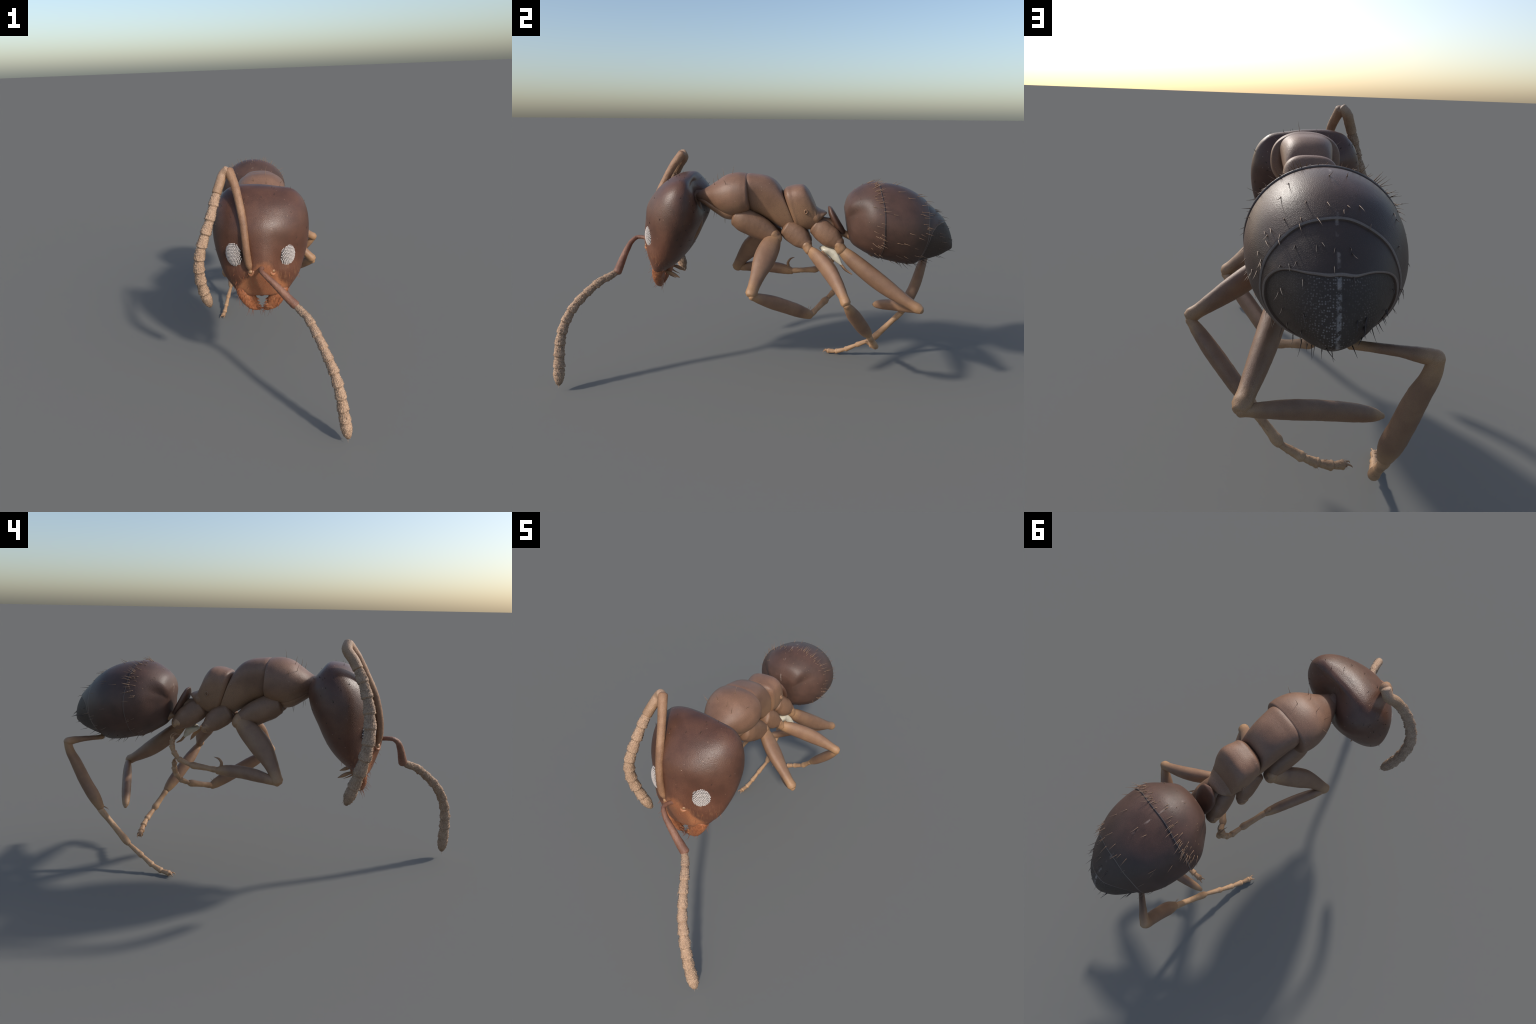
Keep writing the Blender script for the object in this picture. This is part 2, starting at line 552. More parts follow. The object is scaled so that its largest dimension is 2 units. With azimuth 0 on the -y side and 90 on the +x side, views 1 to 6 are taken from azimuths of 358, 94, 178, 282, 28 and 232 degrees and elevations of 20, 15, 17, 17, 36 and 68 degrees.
def mandible(side):
    m = lambda u, l, d: hp(u * side, l, d)
    ctrl = [(*m(.100, -.215, -.030), .030, .032), (*m(.092, -.250, -.034), .031, .039), (*m(.076, -.285, -.042), .028, .041),
            (*m(.060, -.312, -.053), .024, .036), (*m(.044, -.334, -.063), .017, .027), (*m(.026, -.349, -.069), .010, .015),
            (*m(.012, -.356, -.072), .004, .005)]
    r = tube(ctrl, n=44, seg=36, up=tuple(HD), round_ends=(1, 1), e=2.3)
    r = roughen(r, .0022, 60)
    v, f = skin(r)
    o = make("mandible", v, f, M_MAND, HEAD)
    # teeth on the inner margin
    tv, tf = [], []
    for k, (u, l) in enumerate(((.034, -.300), (.030, -.316), (.024, -.331), (.016, -.344))):
        t = tube([(*m(u + .006, l, -.058), .008), (*m(u - .010, l - .005, -.063), .005), (*m(u - .020, l - .008, -.066), .001)], n=8, seg=10)
        a, b = skin(t)
        off = len(tv)
        tv += list(a)
        tf += [tuple(i + off for i in q) for q in b]
    make("tooth", tv, tf, M_MAND, o, kind="stuff")
    h = Hairs()
    for k in range(34):
        t = rng.uniform(.1, .95)
        i = int(t * (len(r) - 1))
        p = r[i, rng.randrange(36)]
        c = r[i].mean(0)
        out = (p - c) / (np.linalg.norm(p - c) + 1e-9)
        h.add(p, out * .5 - HL * 1.0 - HW * side * .35 * t, rng.uniform(.018, .045), .0011, .25)
    for k in range(5):
        u, l = .06 - .012 * k, -.322 - .007 * k
        h.add(m(u, l, -.05), -HL * .4 - HW * side, rng.uniform(.03, .05), .0011, .2)
    h.build("mandible_hair", M_HAIR_RED, o)


mandible(1)
mandible(-1)

# mouth underside plate and palps
v, f = skin(roughen(tube([(*hp(0, -.225, -.062), .026, .058), (*hp(0, -.255, -.070), .020, .044), (*hp(0, -.275, -.080), .012, .026), (*hp(0, -.285, -.084), .006, .012)], n=24, seg=32, up=tuple(HD)), .003, 40))
make("labium", v, f, M_MAND, HEAD)
for s in (1, -1):
    base = hp(.05 * s, -.262, -.055)
    p1 = base + np.array((.008 * s, .04, -.012))
    p2 = base + np.array((.014 * s, .085, -.034))
    v, f = skin(tube([(*base, .006), (*(base * .5 + p1 * .5), .006), (*p1, .009, .006), (*(p1 * .5 + p2 * .5), .009, .006), (*p2, .002)], n=20, seg=12))
    make("palp", v, f, M_JOINT, HEAD)
    q1 = base + np.array((-.012 * s, .03, -.03))
    q2 = base + np.array((-.012 * s, .06, -.045))
    v, f = skin(tube([(*base, .004), (*q1, .0035), (*q2, .001)], n=14, seg=10))
    make("palp", v, f, M_JOINT, HEAD)

# antennal sockets
for p, nrm in (((-.003, -.565, .702), 1), ((-.100, -.565, .702), -1)):
    seg, n = 24, 12
    rings = []
    ax = HD * .8 + HW * nrm * .6
    p = np.array(p) + ax * .005
    A = np.cross(ax, HL)
    A /= np.linalg.norm(A)
    for i in range(n):
        a = i * TAU / n
        rings.append([p + (A * math.cos(t) + HL * math.sin(t) * 1.25) * (.014 + .006 * math.cos(a)) + ax * .006 * math.sin(a) for t in np.arange(seg) / seg * TAU])
    rings.append(rings[0])
    v, f = skin(np.array(rings), cap=False)
    sock = make("antenna_socket", v, f, M_SOCKET, HEAD)
    v, f = skin(tube([(*(p - ax * .01), .009), (*(p + ax * .003), .0105)], n=6, seg=18))
    make("socket_membrane", v, f, M_JOINT, sock)

# ---------------------------------------------------------------- antennae
def ridged(rings, amp, seed, nr=26):
    """lengthwise ribs broken by noise, as on the hairy flagellum"""
    n, seg, _ = rings.shape
    cen = rings.mean(1, keepdims=True)
    d = rings - cen
    L = np.linalg.norm(d, axis=2, keepdims=True) + 1e-9
    out = np.zeros((n, seg, 1))
    for i in range(n):
        for j in range(seg):
            a = j / seg * TAU
            wob = noise.noise(Vector((math.cos(a) * 2 + seed, math.sin(a) * 2, i * .12)))
            rib = math.cos(nr * a + 3 * wob)
            nz = noise.noise(Vector((math.cos(a) * 6, math.sin(a) * 6 + seed, i * .35)))
            out[i, j, 0] = (1 - 2 * abs(math.sin(nr * a / 2 + 1.2 * wob)) ** .7) * 1.0 + .45 * nz
    return rings + d / L * out * np.minimum(amp, L * .3)


def antenna(scape, flag, cuts, radii, smat, seed, upv, pedicel=False):
    P = catmull(scape, 80)
    r = tube([tuple(p) for p in scape], n=80, seg=40, up=upv, round_ends=(1, .7))
    r = roughen(r, .0011, 130, 2)
    v, f = skin(r)
    anchor = make("antenna", v, f, smat, ROOT)
    anchor.data.name = "scape"
    F = catmull(flag, 400)
    ch = np.r_[0, np.cumsum(np.linalg.norm(np.diff(F, axis=0), axis=1))]
    S = ch / ch[-1]
    hair = Hairs()
    for k in range(len(cuts) - 1):
        a, b = cuts[k], cuts[k + 1]
        last = k == len(cuts) - 2
        m = 30 if last else 26
        ts = np.linspace(a - (.004 if k else 0), b + (0 if last else .006), m)
        pts = np.array([[np.interp(t, S, F[:, c]) for c in range(3)] for t in ts])
        rr = np.interp((a + b) / 2, radii[0], radii[1])
        ctrl = []
        for i, t in enumerate(np.linspace(0, 1, m)):
            if pedicel and k == 0:
                q = rr * (1.04 + .04 * t)
            elif last:
                q = rr * (.80 + .22 * min(t / .25, 1)) * (1 if t < .3 else max(.06, 1 - ((t - .3) / .72) ** 1.9) ** .62)
            else:
                q = rr * (.77 + .30 * min(1, t / .88) - .30 * max(0, (t - .90) / .10) ** 1.2)
            ctrl.append((*pts[i], q))
        smooth_first = pedicel and k == 0
        r = tube(ctrl, n=m * 2, seg=72, up=upv, round_ends=(.5, .3))
        r = ridged(r, .0008 if smooth_first else .0034, seed + k * 3.7)
        v, f = skin(r)
        make("flagellum_segment", v, f, M_PEDICEL if smooth_first else M_FLAG, anchor)
        for q in range(0 if smooth_first else 12):
            i = rng.randrange(4, len(r) - 3)
            j = rng.randrange(72)
            c = r[i].mean(0)
            out = (r[i, j] - c) / (np.linalg.norm(r[i, j] - c) + 1e-9)
            ax = r[-1].mean(0) - r[0].mean(0)
            ax /= np.linalg.norm(ax)
            hair.add(r[i, j], ax + out * rng.uniform(.05, .30), rng.uniform(.010, .020), .0013, .1)
    hair.build("antenna_hair", M_FLAG, anchor)
    return anchor


L_scape = [(-.030, -.566, .712, .009), (-.046, -.583, .724, .0095), (-.058, -.612, .731, .010), (-.058, -.640, .730, .0105),
           (-.036, -.663, .712, .0125), (-.002, -.678, .679, .0155), (.032, -.689, .643, .0175), (.062, -.697, .610, .020), (.090, -.704, .581, .0215)]
L_flag = [(.086, -.703, .585), (.108, -.728, .567), (.136, -.770, .547), (.164, -.824, .504), (.188, -.871, .457), (.209, -.908, .409), (.231, -.936, .351),
          (.244, -.952, .303), (.255, -.961, .253), (.265, -.967, .190), (.277, -.970, .117), (.291, -.972, .032)]
R_scape = [(-.106, -.562, .712, .010), (-.112, -.572, .735, .015), (-.119, -.574, .785, .0175), (-.124, -.567, .844, .0175), (-.132, -.537, .946, .0185),
           (-.144, -.498, 1.024, .019), (-.162, -.454, 1.104, .0205), (-.184, -.413, 1.160, .023)]
R_flag = [(-.192, -.412, 1.166), (-.212, -.408, 1.146), (-.234, -.440, 1.100), (-.254, -.469, 1.050), (-.275, -.497, .987), (-.297, -.517, .922), (-.319, -.526, .866),
          (-.338, -.530, .810), (-.351, -.524, .740), (-.352, -.509, .668), (-.341, -.485, .585), (-.314, -.451, .477)]
CUTS = [0, .165, .255, .345, .435, .52, .605, .69, .78, .87, 1.0]
L_CUTS = [0, .105, .19, .275, .36, .44, .525, .61, .695, .78, .865, 1.0]
antenna(L_scape, L_flag, L_CUTS, ([0, .1, .4, .8, 1], [.0155, .0190, .0220, .0258, .0258]), M_SCAPE_DARK, 1.3, (0, 0, 1))
antenna(R_scape, R_flag, CUTS, ([0, .1, .4, .7, 1], [.0215, .0215, .0245, .027, .025]), M_SCAPE, 8.1, (1, 0, 0), pedicel=True)

# ------------------------------------------------------------------ thorax
def body(name, sections, mat, parent, n=90, seg=80, xc=-.018, taper=0.):
    r = sagittal(sections, n, seg, xc, taper)
    v, f = skin(r)
    return make(name, v, f, mat, parent), r


THORAX, PR = body("thorax", [
    (-.318, .976, -.314, .955, .016, 2, -.03), (-.304, .983, -.297, .943, .034, 2, -.03), (-.275, .995, -.268, .930, .050, 2, -.028),
    (-.240, 1.013, -.232, .915, .073, 2, -.025), (-.195, 1.043, -.195, .893, .102, 2.1, -.022), (-.150, 1.071, -.150, .872, .123, 2.2, -.02),
    (-.10, 1.083, -.10, .866, .133, 2.3, -.019), (-.06, 1.081, -.052, .880, .132, 2.4, -.018), (-.044, 1.077, -.030, .893, .127, 2.4, -.018),
    (-.040, 1.068, -.026, .905, .112, 2.4, -.018), (-.044, 1.03, -.035, .93, .08, 2.2, -.018)], M_THORAX, ROOT)
THORAX.data.name = "pronotum"
body("propleuron", [
    (-.30, .960, -.298, .94, .02, 2), (-.262, .965, -.262, .917, .044, 2), (-.215, .95, -.207, .880, .062, 2), (-.165, .94, -.160, .852, .072, 2.2),
    (-.11, .93, -.108, .846, .074, 2.2), (-.05, .92, -.055, .862, .062, 2), (-.03, .91, -.035, .88, .04, 2)], M_THORAX, THORAX)
body("mesothorax", [
    (-.066, 1.055, -.05, .93, .07, 2.3), (-.058, 1.072, -.04, .90, .094, 2.4), (-.040, 1.0785, -.022, .888, .100, 2.6), (0, 1.077, .02, .873, .097, 2.7),
    (.045, 1.071, .075, .842, .092, 2.7), (.087, 1.053, .122, .812, .087, 2.7), (.112, 1.030, .165, .796, .083, 2.7), (.127, 1.008, .200, .795, .080, 2.6),
    (.132, .996, .211, .801, .076, 2.6), (.134, .98, .214, .82, .055, 2.3)], M_THORAX, THORAX, taper=.24)
body("propodeum", [
    (.134, .985, .200, .825, .060, 2.4), (.139, 1.000, .207, .814, .078, 2.6), (.150, 1.012, .214, .810, .087, 2.9), (.175, 1.021, .226, .807, .090, 2.8),
    (.205, 1.027, .24, .805, .093, 2.9), (.238, 1.025, .258, .803, .093, 2.9), (.259, 1.007, .28, .803, .089, 2.7), (.285, .962, .303, .804, .079, 2.4),
    (.305, .915, .318, .815, .07, 2.3), (.312, .885, .322, .835, .05, 2.0)], M_THORAX, THORAX, taper=.18)
# shelf over the petiole foramen
v, f = skin(sagittal([(.285, .93, .285, .83, .074, 2.3), (.305, .918, .312, .832, .073, 2.3), (.325, .905, .322, .845, .064, 2.2), (.345, .898, .338, .868, .05, 2.1),
                      (.355, .892, .352, .882, .03, 2), (.358, .889, .357, .885, .012, 2)], 40, 60, -.018))
make("propodeal_lobe", v, f, M_THORAX, THORAX)
# spiracles
for s in (1, -1):
    c = np.array((-.018 + s * .0865, .252, .905))
    rings = []
    for i in range(13):
        a = i * TAU / 12
        rings.append([c + np.array((s * .005 * math.sin(a) - .0 * s, math.cos(t) * (.007 + .003 * math.cos(a)), math.sin(t) * (.009 + .003 * math.cos(a)))) for t in np.arange(20) / 20 * TAU])
    v, f = skin(np.array(rings), cap=False)
    make("spiracle", v, f, M_THORAX, THORAX)
# neck and throat tissue
v, f = skin(tube([(-.035, -.345, .955, .035, .04), (-.033, -.30, .963, .028, .034), (-.03, -.25, .965, .03, .05)], n=20, seg=28))
make("neck", v, f, M_THORAX, THORAX)
v, f = skin(roughen(tube([(*hp(0, .15, -.04), .02, .04), (*hp(0, .08, -.098), .02, .034), (*hp(0, 0, -.116), .018, .02), (*hp(0, -.09, -.105), .01, .012)], n=30, seg=24, up=tuple(HD)), .004, 40))
make("throat", v, f, M_THORAX, HEAD)

# ----------------------------------------------------------------- petiole
PET, _ = body("petiole", [
    (.365, .922, .362, .915, .008, 2, -.024), (.378, .918, .3635, .902, .030, 2.2, -.024), (.394, .898, .3655, .885, .046, 2.2, -.024), (.412, .868, .374, .862, .054, 2.2, -.024),
    (.430, .838, .386, .838, .054, 2.2, -.024), (.447, .810, .402, .806, .047, 2.2, -.025), (.456, .790, .425, .783, .036, 2, -.026), (.452, .778, .44, .774, .016, 2, -.026)], M_PETIOLE, ROOT, n=60, seg=56)
v, f = skin(tube([(-.02, .315, .850, .022, .03), (-.02, .345, .846, .020, .030), (-.022, .38, .835, .022, .034), (-.024, .40, .815, .02, .03)], n=24, seg=28))
make("petiole_peduncle", v, f, M_THORAX, PET)
v, f = skin(tube([(-.026, .435, .79, .018, .026), (-.027, .462, .775, .017, .028), (-.028, .495, .765, .024, .045)], n=20, seg=28))
make("petiole_stalk", v, f, M_JOINT, PET)

# ----------------------------------------------------------------- abdomen
GS = [(.444, .922, .470, .765, .085, 2.0), (.4465, .932, .474, .757, .098, 2.0), (.464, .978, .492, .730, .135, 2.0), (.508, 1.015, .53, .705, .170, 2.0), (.555, 1.037, .572, .683, .195, 2.0),
      (.604, 1.044, .622, .662, .209, 1.97), (.679, 1.037, .68, .648, .210, 1.92), (.756, 1.013, .75, .637, .198, 1.87), (.843, .958, .82, .640, .164, 1.8),
      (.90, .909, .88, .657, .129, 1.75), (.948, .856, .930, .676, .093, 1.7), (.980, .79, .963, .696, .052, 1.7), (.991, .745, .983, .708, .024, 1.8), (.993, .728, .991, .715, .008, 2.0)]
GN = 400
GC = catmull([(s[0], s[1], s[4] * .5, s[2], s[3], s[4], s[5]) for s in GS], GN)
G_ref = (GC[:, 0] + GC[:, 3]) / 2  # mid y of ring


def gpoint(i, th, off=0.):
    """surface point on the abdomen at fractional ring i and angle th, pushed out by off"""
    c = np.array([np.interp(i, np.arange(GN), GC[:, k]) for k in range(7)])
    ty, tz, _, by, bz, W, e = c
    my, mz, hy, hz = (ty + by) / 2, (tz + bz) / 2, (ty - by) / 2, (tz - bz) / 2
    C0 = np.array((-.03, my, mz))
    cs_, sn = math.cos(th), math.sin(th)
    if cs_ < 0:  # keel-like underside
        cs_, sn = -abs(cs_) ** (2 / e), math.copysign(abs(sn) ** (2 / e), sn)
    d = np.array((W * sn, hy * cs_, hz * cs_))
    # hollow front face under a transverse crease
    k = 1 - .25 * math.exp(-((my - .462) / .06) ** 2) * float(smooth01(-cs_, -.74, -.32)) * float(smooth01(cs_, -1.0, .1))
    d = d * k
    L = np.linalg.norm(d)
    return C0 + d * (1 + off / max(L, .01))


def ring_at(y):
    return float(np.interp(y, G_ref, np.arange(GN)))


def tergite(name, y0, y1, mat, parent, wave, off0, off1, rim=True, n=50, seg=144, skirt=True):
    """shell of the abdomen from mid-plane y0 to y1; wave(th) shifts the rear edge"""
    rings = []
    mi = []
    ts = np.linspace(0, 1, n)
    for t in ts:
        row = []
        for j in range(seg):
            th = j / seg * TAU
            ya, yb = y0(th) if callable(y0) else y0, y1 + wave(th)
            i = ring_at(ya + (yb - ya) * t)
            row.append(gpoint(i, th, off0 + (off1 - off0) * t))
        rings.append(row)
    if rim:
        for dy, o in ((.0018, off1 - .0006), (.0028, off1 - .003), (.002, off1 - .010)):
            row = []
            for j in range(seg):
                th = j / seg * TAU
                row.append(gpoint(ring_at(y1 + wave(th) + dy), th, o))
            rings.append(row)
    R = np.array(rings)
    v, f = skin(R)
    idx = []
    for k in range(len(f)):
        ring = k // seg
        idx.append(1 if (rim and n - 1 <= ring < n + 1) else 0)
    return make(name, v, f, [mat, M_RIM], parent, matidx=idx), R


# hidden core, then the overlapping segment shells
cs = lambda th: math.cos(th)
w1 = lambda th: .012 * (1 - cs(th) ** 2) - .004 + .0015 * math.sin(7 * th)
w2 = lambda th: .014 * max(0, -cs(th)) ** 2 * -2.2 + .006 * (1 - cs(th) ** 2) + .001 * math.sin(9 * th)
w3 = lambda th: -.085 * abs(math.sin(th)) ** 3.2 + .0007 * math.sin(11 * th) if cs(th) > 0 else -.085 - .03 * -cs(th)
AB, R1 = tergite("abdomen", .457, .614, M_GASTER, ROOT, w1, 0, .0028)
AB.data.name = "abdomen_segment"
_, R2 = tergite("abdomen_segment", .59, .828, M_GASTER, AB, w2, -.004, .0030)
_, R3 = tergite("abdomen_segment", .79, .931, M_GASTER, AB, w3, -.006, .0, n=36)
_, R4 = tergite("abdomen_segment", .80, .992, M_TIP, AB, lambda th: 0, -.010, -.003, rim=False, n=60)

gh = Hairs()
gd = Hairs()


def ghair(y, th, length, lift, h=gh, r=.0015, off=.0):
    i = ring_at(y)
    p = gpoint(i, th, off)
    q = gpoint(min(i + 4, GN - 1), th, off)
    back = (q - p) / (np.linalg.norm(q - p) + 1e-9)
    p2 = gpoint(i, th + .02, off)
    tan = (p2 - p) / (np.linalg.norm(p2 - p) + 1e-9)
    out = np.cross(back, tan)
    if out @ (p - np.array((-.03, p[1], .85))) < 0:
        out = -out
    h.add(p, back + out * lift + tan * rng.uniform(-.25, .25), length, r, rng.uniform(-.2, .2), side=out)


for k in range(70):  # fringe along the first segment's margin
    th = rng.uniform(0, TAU)
    ghair(.614 + w1(th) - rng.uniform(.004, .05), th, rng.uniform(.012, .036), rng.uniform(.1, .5), off=.003)
for k in range(26):
    th = rng.uniform(-1, 1) * 1.2
    ghair(.614 + w1(th) - rng.uniform(0, .02), th, rng.uniform(.03, .05), rng.uniform(.4, 1.0), off=.003)
for k in range(30):  # second margin and scattered rows
    th = rng.uniform(0, TAU)
    ghair(.828 + w2(th) - rng.uniform(.0, .04), th, rng.uniform(.02, .045), rng.uniform(.3, .8), off=.001)
for k in range(22):
    th = rng.uniform(0, TAU)
    ghair(rng.choice((.68, .74, .78)) + rng.uniform(-.02, .02), th, rng.uniform(.02, .04), rng.uniform(.3, .9))
for k in range(26):
    ghair(rng.uniform(.50, .6), rng.uniform(-1.5, 1.5), rng.uniform(.005, .012), rng.uniform(.3, 1))
for k in range(36):
    th = rng.uniform(0, TAU)
    ghair(rng.uniform(.86, .985), th, rng.uniform(.02, .042), rng.uniform(.5, 1.1), h=gd, off=-.002)
for k in range(26):
    th = math.pi + rng.uniform(-.9, .9)
    ghair(rng.uniform(.60, .93), th, rng.uniform(.02, .045), rng.uniform(.5, 1.2), h=gd)
gh.build("abdomen_hair", M_HAIR, AB)
gd.build("abdomen_hair", M_HAIR_DARK, AB)

# -------------------------------------------------------------------- legs
LEG = None


def part(name, ctrl, mat, parent, up, n=40, seg=32, rough=.0007, ends=(1, 1), e=2.0, freq=70):
    r = tube(ctrl, n=n, seg=seg, up=up, round_ends=ends, e=e)
    if rough:
        r = roughen(r, rough, freq, 2)
    v, f = skin(r)
    return make(name, v, f, mat, parent)


def between(a, b, prof, bow=(0, 0, 0)):
    a, b, bow = np.array(a), np.array(b), np.array(bow)
    return [(*(a + (b - a) * t + bow * 4 * t * (1 - t)), ru, rv) for t, ru, rv in prof]


def LM(a, b):
    """leg chitin that pales towards both joints"""
    def ex(nt, co, col):
        f = None
        for p, r in ((a, .085), (b, .085)):
            sb = nd(nt, "ShaderNodeVectorMath", operation='DISTANCE')
            nt.links.new(co, sb.inputs[0])
            sb.inputs[1].default_value = p
            v = mth(nt, 'MULTIPLY_ADD', mth(nt, 'SUBTRACT', noisef(nt, co, 30.), .5), .05, sb.outputs["Value"])
            g = step(nt, v, r, .02)
            f = g if f is None else mth(nt, 'MAXIMUM', f, g)
        return mixc(nt, mth(nt, 'MULTIPLY', f, .65), col, srgb("b58c63"))
    return cuticle("leg_chitin", srgb("8a6850"), srgb("5f4636"), srgb("967559"), rough=.5, cell=360, bump=.35, big=14, mottling=.9, extra=ex)


FEMUR = [(0, .56, .60), (.10, .80, .80), (.33, 1, 1), (.58, .97, .96), (.80, .72, .80), (.92, .58, .70), (.985, .60, .74), (1.0, .57, .70), (1.008, .48, .58)]
FEMUR_FRONT = [(0, .62, .62), (.10, .86, .84), (.30, 1.04, 1), (.48, 1.0, .98), (.63, .80, .84), (.78, .62, .72), (.92, .54, .66), (.985, .55, .70), (1.0, .52, .66), (1.008, .44, .55)]
TIBIA = [(0, .55, .60), (.04, .56, .62), (.09, .68, .72), (.16, .78, .82), (.3, .95, .95), (.6, 1.0, 1), (.85, .92, .9), (.97, .72, .74), (1, .62, .66)]
TARSOM = [(0, .72, .72), (.2, .82, .82), (.75, 1.0, 1.0), (.95, 1.08, 1.1), (1, .9, .9)]
BASIT = [(0, .8, .8), (.1, 1, 1), (.3, .88, .9), (.7, 1.0, .95), (.95, 1.05, 1.05), (1, .85, .85)]


def sc(prof, a, b):
    return [(t, u * a, v * b) for t, u, v in prof]


def claws(parent, p, d, up, size=.03, curl=.25):
    d = np.array(d, float)
    d /= np.linalg.norm(d)
    up = np.array(up, float)
    up -= d * (up @ d)
    up /= np.linalg.norm(up)
    s = np.cross(d, up)
    p = np.array(p)
    for k in (1, -1):
        c = [(*(p - d * .004 + s * k * .006), .0042), (*(p + d * size * .4 + s * k * size * .28 + up * size * .15), .0035),
             (*(p + d * size * .8 + s * k * size * .42 + up * size * (.22 - curl * .8)), .0022), (*(p + d * size * (1.15 - curl * .6) + s * k * size * .40 - up * size * curl), .0006)]
        part("claw", c, M_JOINT, parent, up, n=14, seg=10, rough=0)
    part("claw_pad", [(*(p - d * .004), .007), (*(p + d * size * .35), .007, .009), (*(p + d * size * .5), .003)], M_JOINT, parent, up, n=10, seg=12, rough=0)


def spurs(parent, p, d, n=2, length=.045):
    h = Hairs()
    for k in range(n):
        h.add(p, np.array(d) + np.array([rng.uniform(-.25, .25) for _ in range(3)]), length * rng.uniform(.7, 1.1), .0022, .15)
    h.build("tibial_spur", M_JOINT, parent)


def tarsus(parent, pts, rad, up, claw_up, csize=.03, claw=True, curl=.25):
    """pts: joints from tibia end to claw; one named segment per gap"""
    for k in range(len(pts) - 1):
        prof = BASIT if k == 0 else TARSOM
        rr = rad[min(k, len(rad) - 1)]
        part("tarsus_segment", between(pts[k], pts[k + 1], sc(prof, rr, rr)), M_TARSUS, parent, up, n=18, seg=20, rough=.0009, freq=150, ends=(.6, .4))
    d = np.array(pts[-1]) - np.array(pts[-2])
    if claw:
        claws(parent, pts[-1], d, claw_up, csize, curl)
    h = Hairs()
    for k in range(len(pts) - 1):
        a, b = np.array(pts[k]), np.array(pts[k + 1])
        dd = (b - a) / np.linalg.norm(b - a)
        for q in range(14):
            o = np.array([rng.uniform(-1, 1) for _ in range(3)])
            o -= dd * (o @ dd)
            o /= np.linalg.norm(o)
            rr = rad[min(k, len(rad) - 1)]
            h.add(a + (b - a) * rng.uniform(.2, 1) + o * rr * .85, dd + o * .4, rng.uniform(.008, .016), .0008)
    h.build("tarsus_hair", M_TARSUS, parent)


def new_leg(coxa_ctrl, up, e=2.2, mat=None):
    o = part("leg", coxa_ctrl, mat or M_COXA, ROOT, up, n=44, seg=44, rough=.0008, e=e, ends=(.45, 1))
    o.data.name = "coxa"
    return o


def mir(x):
    return -.036 - x


# front coxae
def front_coxa(m):
    return [(m(.034), -.094, .868, .049, .044), (m(.037), -.066, .857, .059, .050), (m(.039), -.02, .836, .060, .050), (m(.039), .03, .810, .057, .045),
            (m(.042), .068, .790, .047, .038), (m(.047), .098, .775, .033, .030)]


ident = lambda x: x
zup = (0, 0, 1)
# -- left front
leg = new_leg(front_coxa(ident), (0, .5, 1))
part("trochanter", [(.049, .090, .785, .030), (.048, .108, .765, .029)], M_JOINT, leg, zup, n=10, rough=.001)
fa, fk, ft = (.050, .100, .772), (.281, .002, .540), (.081, .285, .374)
part("femur", between(fa, fk, sc(FEMUR_FRONT, .052, .036), (-.010, -.004, .006)), LM(fa, fk), leg, (0, .92, -.39), ends=(1, .4))
part("tibia", between((.279, .008, .532), ft, sc(TIBIA, .034, .026), (0, -.006, .006)), LM(fk, ft), leg, zup)
spurs(leg, (.09, .27, .385), (-.5, .4, .6), 2, .06)
tarsus(leg, [(.081, .287, .374), (-.044, .373, .421), (-.078, .408, .448), (-.098, .425, .487), (-.109, .428, .522), (-.112, .424, .549)], [.0165, .0135, .0135, .0135, .013], zup, (0, 1, 0), .032, curl=.6)
# -- right front
leg = new_leg(front_coxa(mir), (0, .5, 1))
part("trochanter", [(-.088, .090, .788, .030), (-.092, .100, .770, .029)], M_JOINT, leg, zup, n=10, rough=.001)
rk = (-.236, -.130, .527)
part("femur", between((-.095, .092, .775), rk, sc(FEMUR_FRONT, .053, .036), (.002, -.026, .008)), LM((-.095, .092, .775), rk), leg, (0, .75, -.66), ends=(1, .5))
part("tibia", between((-.236, -.128, .526), (-.158, .180, .538), sc(TIBIA, .031, .026), (0, 0, .017)), LM(rk, (-.158, .18, .538)), leg, zup)
part("tibial_spur", [(-.163, .165, .556, .009), (-.166, .162, .585, .007), (-.170, .175, .603, .005), (-.174, .196, .611, .001)], M_JOINT, leg, (0, 1, 0), n=16, seg=12, rough=0)
tarsus(leg, [(-.156, .182, .540), (-.149, .325, .553), (-.156, .386, .582), (-.157, .410, .618), (-.152, .420, .648), (-.143, .420, .672)], [.0155, .0135, .0135, .0135, .0135], zup, (0, 1, 0), .042, curl=.7)
# -- middle coxae
def mid_coxa(m):
    return [(m(.018), .157, .813, .047, .037), (m(.021), .178, .800, .053, .039), (m(.028), .210, .778, .053, .040), (m(.038), .238, .754, .045, .036), (m(.048), .258, .737, .030, .027)]


leg = new_leg(mid_coxa(ident), (0, .8, 1))
part("trochanter", [(.054, .258, .735, .025), (.062, .272, .712, .024)], M_JOINT, leg, zup, n=10, rough=.001)
mk = (.358, .442, .537)
part("femur", between((.058, .275, .710), mk, sc(FEMUR, .041, .031), (-.008, .017, .009)), LM((.058, .27, .712), mk), leg, zup, ends=(1, .4))
part("tibia", between((.352, .446, .528), (.149, .575, .305), sc(TIBIA, .033, .027), (.006, -.004, .004)), LM(mk, (.149, .575, .305)), leg, (0, 1, .3))
spurs(leg, (.15, .572, .315), (-.7, .1, -.75), 2, .06)
tarsus(leg, [(.149, .576, .303), (.062, .624, .209), (-.009, .639, .174), (-.056, .639, .155), (-.100, .631, .141), (-.136, .622, .139)], [.016, .0145, .0145, .0145, .014], zup, (0, 0, 1), .026)
# right middle: only the coxa is left, its pale joint bared
leg = new_leg(mid_coxa(mir), (0, .8, 1))
part("trochanter", [(mir(.050), .254, .740, .026), (mir(.054), .266, .730, .022)], M_JOINT, leg, zup, n=10, rough=.003)
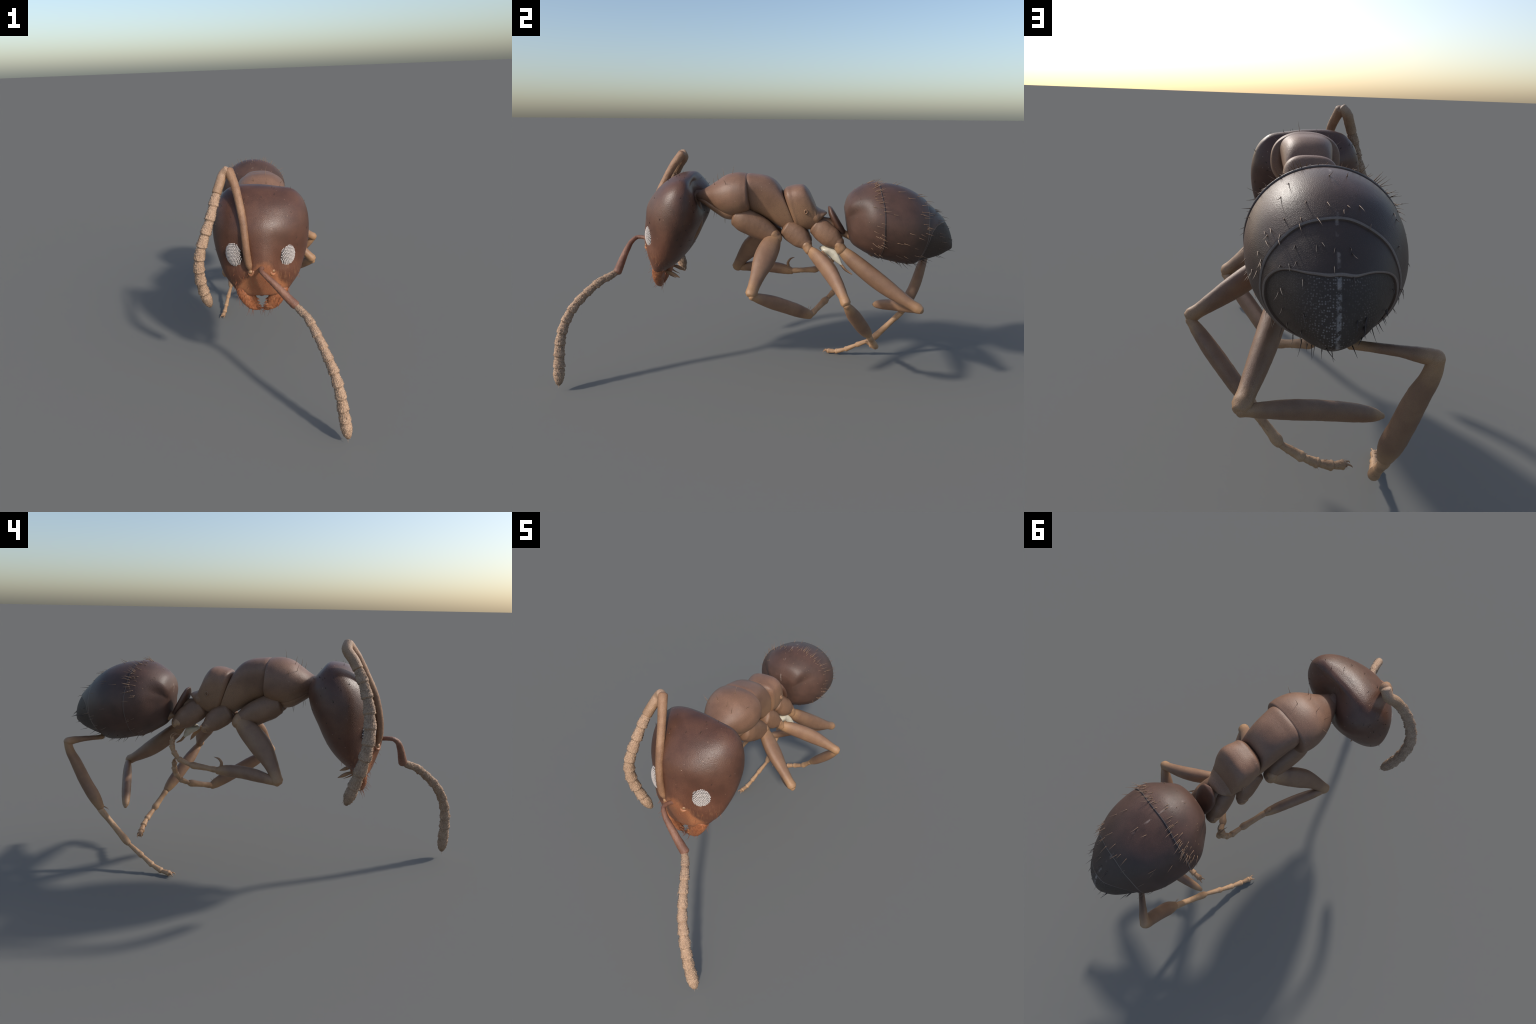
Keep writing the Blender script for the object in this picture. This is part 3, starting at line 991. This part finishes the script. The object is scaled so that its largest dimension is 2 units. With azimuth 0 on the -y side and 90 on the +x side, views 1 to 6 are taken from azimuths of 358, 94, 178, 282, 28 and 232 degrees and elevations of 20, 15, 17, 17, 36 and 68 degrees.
# -- hind coxae
def hind_coxa(m):
    return [(m(.012), .302, .826, .044, .036), (m(.016), .325, .812, .052, .041), (m(.023), .355, .788, .054, .043), (m(.031), .388, .764, .050, .040), (m(.040), .414, .746, .034, .030)]


leg = new_leg(hind_coxa(ident), (0, .8, 1))
part("trochanter", [(.046, .414, .742, .026), (.048, .432, .716, .028)], M_JOINT, leg, zup, n=10, rough=.001)
hk = (.174, .813, .454)
part("femur", between((.046, .432, .714), hk, sc(FEMUR, .043, .037), (-.004, -.004, -.014)), LM((.046, .432, .714), hk), leg, zup, ends=(1, .6))
part("tibia", between((.172, .818, .450), (-.212, .656, .338), sc(TIBIA, .029, .024), (0, 0, .010)) + [(-.230, .649, .332, .009, .009)], LM(hk, (-.23, .65, .33)), leg, zup)
leg = new_leg(hind_coxa(mir), (0, .8, 1))
part("trochanter", [(mir(.046), .408, .752, .027), (mir(.050), .420, .744, .022)], M_JOINT, leg, zup, n=10, rough=.003)
# -- loose leg stuck under the abdomen
leg = part("leg", [(-.082, .826, .662, .010), (-.088, .829, .650, .0135), (-.10, .834, .650, .0125), (-.15, .858, .655, .0125), (-.20, .882, .660, .0145), (-.245, .904, .662, .019), (-.270, .914, .662, .020)], LM((-.08, .83, .65), (-.28, .918, .665)), ROOT, zup)
leg.data.name = "femur"
part("tibia", [(-.270, .917, .662, .020, .018), (-.265, .915, .625, .023, .019), (-.246, .896, .552, .029, .025), (-.225, .863, .442, .032, .029), (-.213, .819, .345, .031, .027), (-.211, .803, .310, .023, .021)], LM((-.275, .918, .665), (-.21, .81, .31)), leg, (1, 0, 0))
spurs(leg, (-.205, .80, .315), (.2, -.7, -.5), 3, .05)
tarsus(leg, [(-.212, .810, .306), (-.222, .647, .121), (-.246, .563, .073), (-.261, .502, .036), (-.273, .448, .016), (-.283, .402, .0135)], [.0165, .0135, .0135, .0135, .013], zup, (0, 0, 1), .028)

# pale membrane between the hind coxae, with its spine
mb = part("membrane", [(.0, .335, .711, .010, .018), (.012, .358, .706, .020, .032), (.030, .388, .693, .025, .024), (.046, .404, .676, .022, .014), (.058, .422, .655, .013, .010), (.067, .436, .639, .006, .006)], M_WHITE, ROOT, zup, rough=.002, freq=30)
part("spine", [(.064, .432, .643, .007), (.076, .455, .618, .0065), (.089, .486, .600, .003)], M_JOINT, mb, zup, n=14, seg=12, rough=.001)
part("shard", [(.060, .335, .700, .006, .011), (.077, .371, .664, .006, .012), (.102, .396, .640, .005, .010), (.122, .412, .622, .004, .006), (.137, .425, .607, .001)], M_JOINT, mb, (.7, 0, .7), n=18, seg=14, rough=.001)

# --------------------------------------------------- setae on head and thorax
hh = Hairs()


def surf_hair(h, R, i, j, length, lift, axis, r=.0012):
    p = R[i, j]
    a = R[i, (j + 1) % R.shape[1]] - R[i, j - 1]
    b = R[min(i + 1, len(R) - 1), j] - R[i - 1, j]
    nrm = np.cross(a, b)
    nrm /= np.linalg.norm(nrm) + 1e-12
    if nrm @ (p - R[i].mean(0)) < 0:
        nrm = -nrm
    h.add(p, nrm * lift + np.array(axis), length, r, rng.uniform(-.3, .3))


for k in range(46):  # short bristles over face and crown
    surf_hair(hh, HR, rng.randrange(50, 140), rng.randrange(160), rng.uniform(.008, .017), .45, HL * .8 + HW * rng.uniform(-.5, .5), .0016)
hm = Hairs()
for k in range(44):  # bristles round the mouth
    surf_hair(hm, HR, rng.randrange(8, 34), rng.randrange(160), rng.uniform(.012, .022), .7, -HL, .0012)
hh.build("head_hair", M_HAIR_DARK, HEAD)
hm.build("mouth_hair", M_HAIR_RED, HEAD)
th_ = Hairs()
for i, j in ((38, 3), (44, 76), (58, 2), (34, 8), (40, 70), (50, 66), (52, 12)):
    surf_hair(th_, PR, i, j, rng.uniform(.03, .05), 1., (0, .3, .3), .0014)
for x, y, z in ((.03, -.02, .79), (.05, .01, .77), (.02, -.05, .80)):
    for s in (ident, mir):
        for q in range(4):
            th_.add((s(x) + rng.uniform(-.01, .01), y + rng.uniform(-.02, .02), z + .005), (0, -.1, -1), rng.uniform(.02, .035), .0012)
for s in (1, -1):
    th_.add((-.02 + s * .02, -.16, .858), (0, -.1, -1), .035, .0012)
    th_.add((-.02 + s * .03, -.21, .885), (0, -.1, -1), .035, .0012)
th_.build("thorax_hair", M_HAIR, THORAX)
# grit and scars on the face
gv, gf = [], []
for u, l, dd, r in ((.142, .040, .114, .010), (.137, .060, .112, .007), (.155, .025, .108, .005)):
    t = tube([(*hp(u, l, dd - .010), r), (*hp(u + .002, l - .004, dd - .002), r * .8)], n=6, seg=12)
    a, b = skin(t)
    o = len(gv)
    gv += list(a)
    gf += [tuple(i + o for i in q) for q in b]
make("grit", gv, gf, M_HEAD, HEAD, kind="stuff")
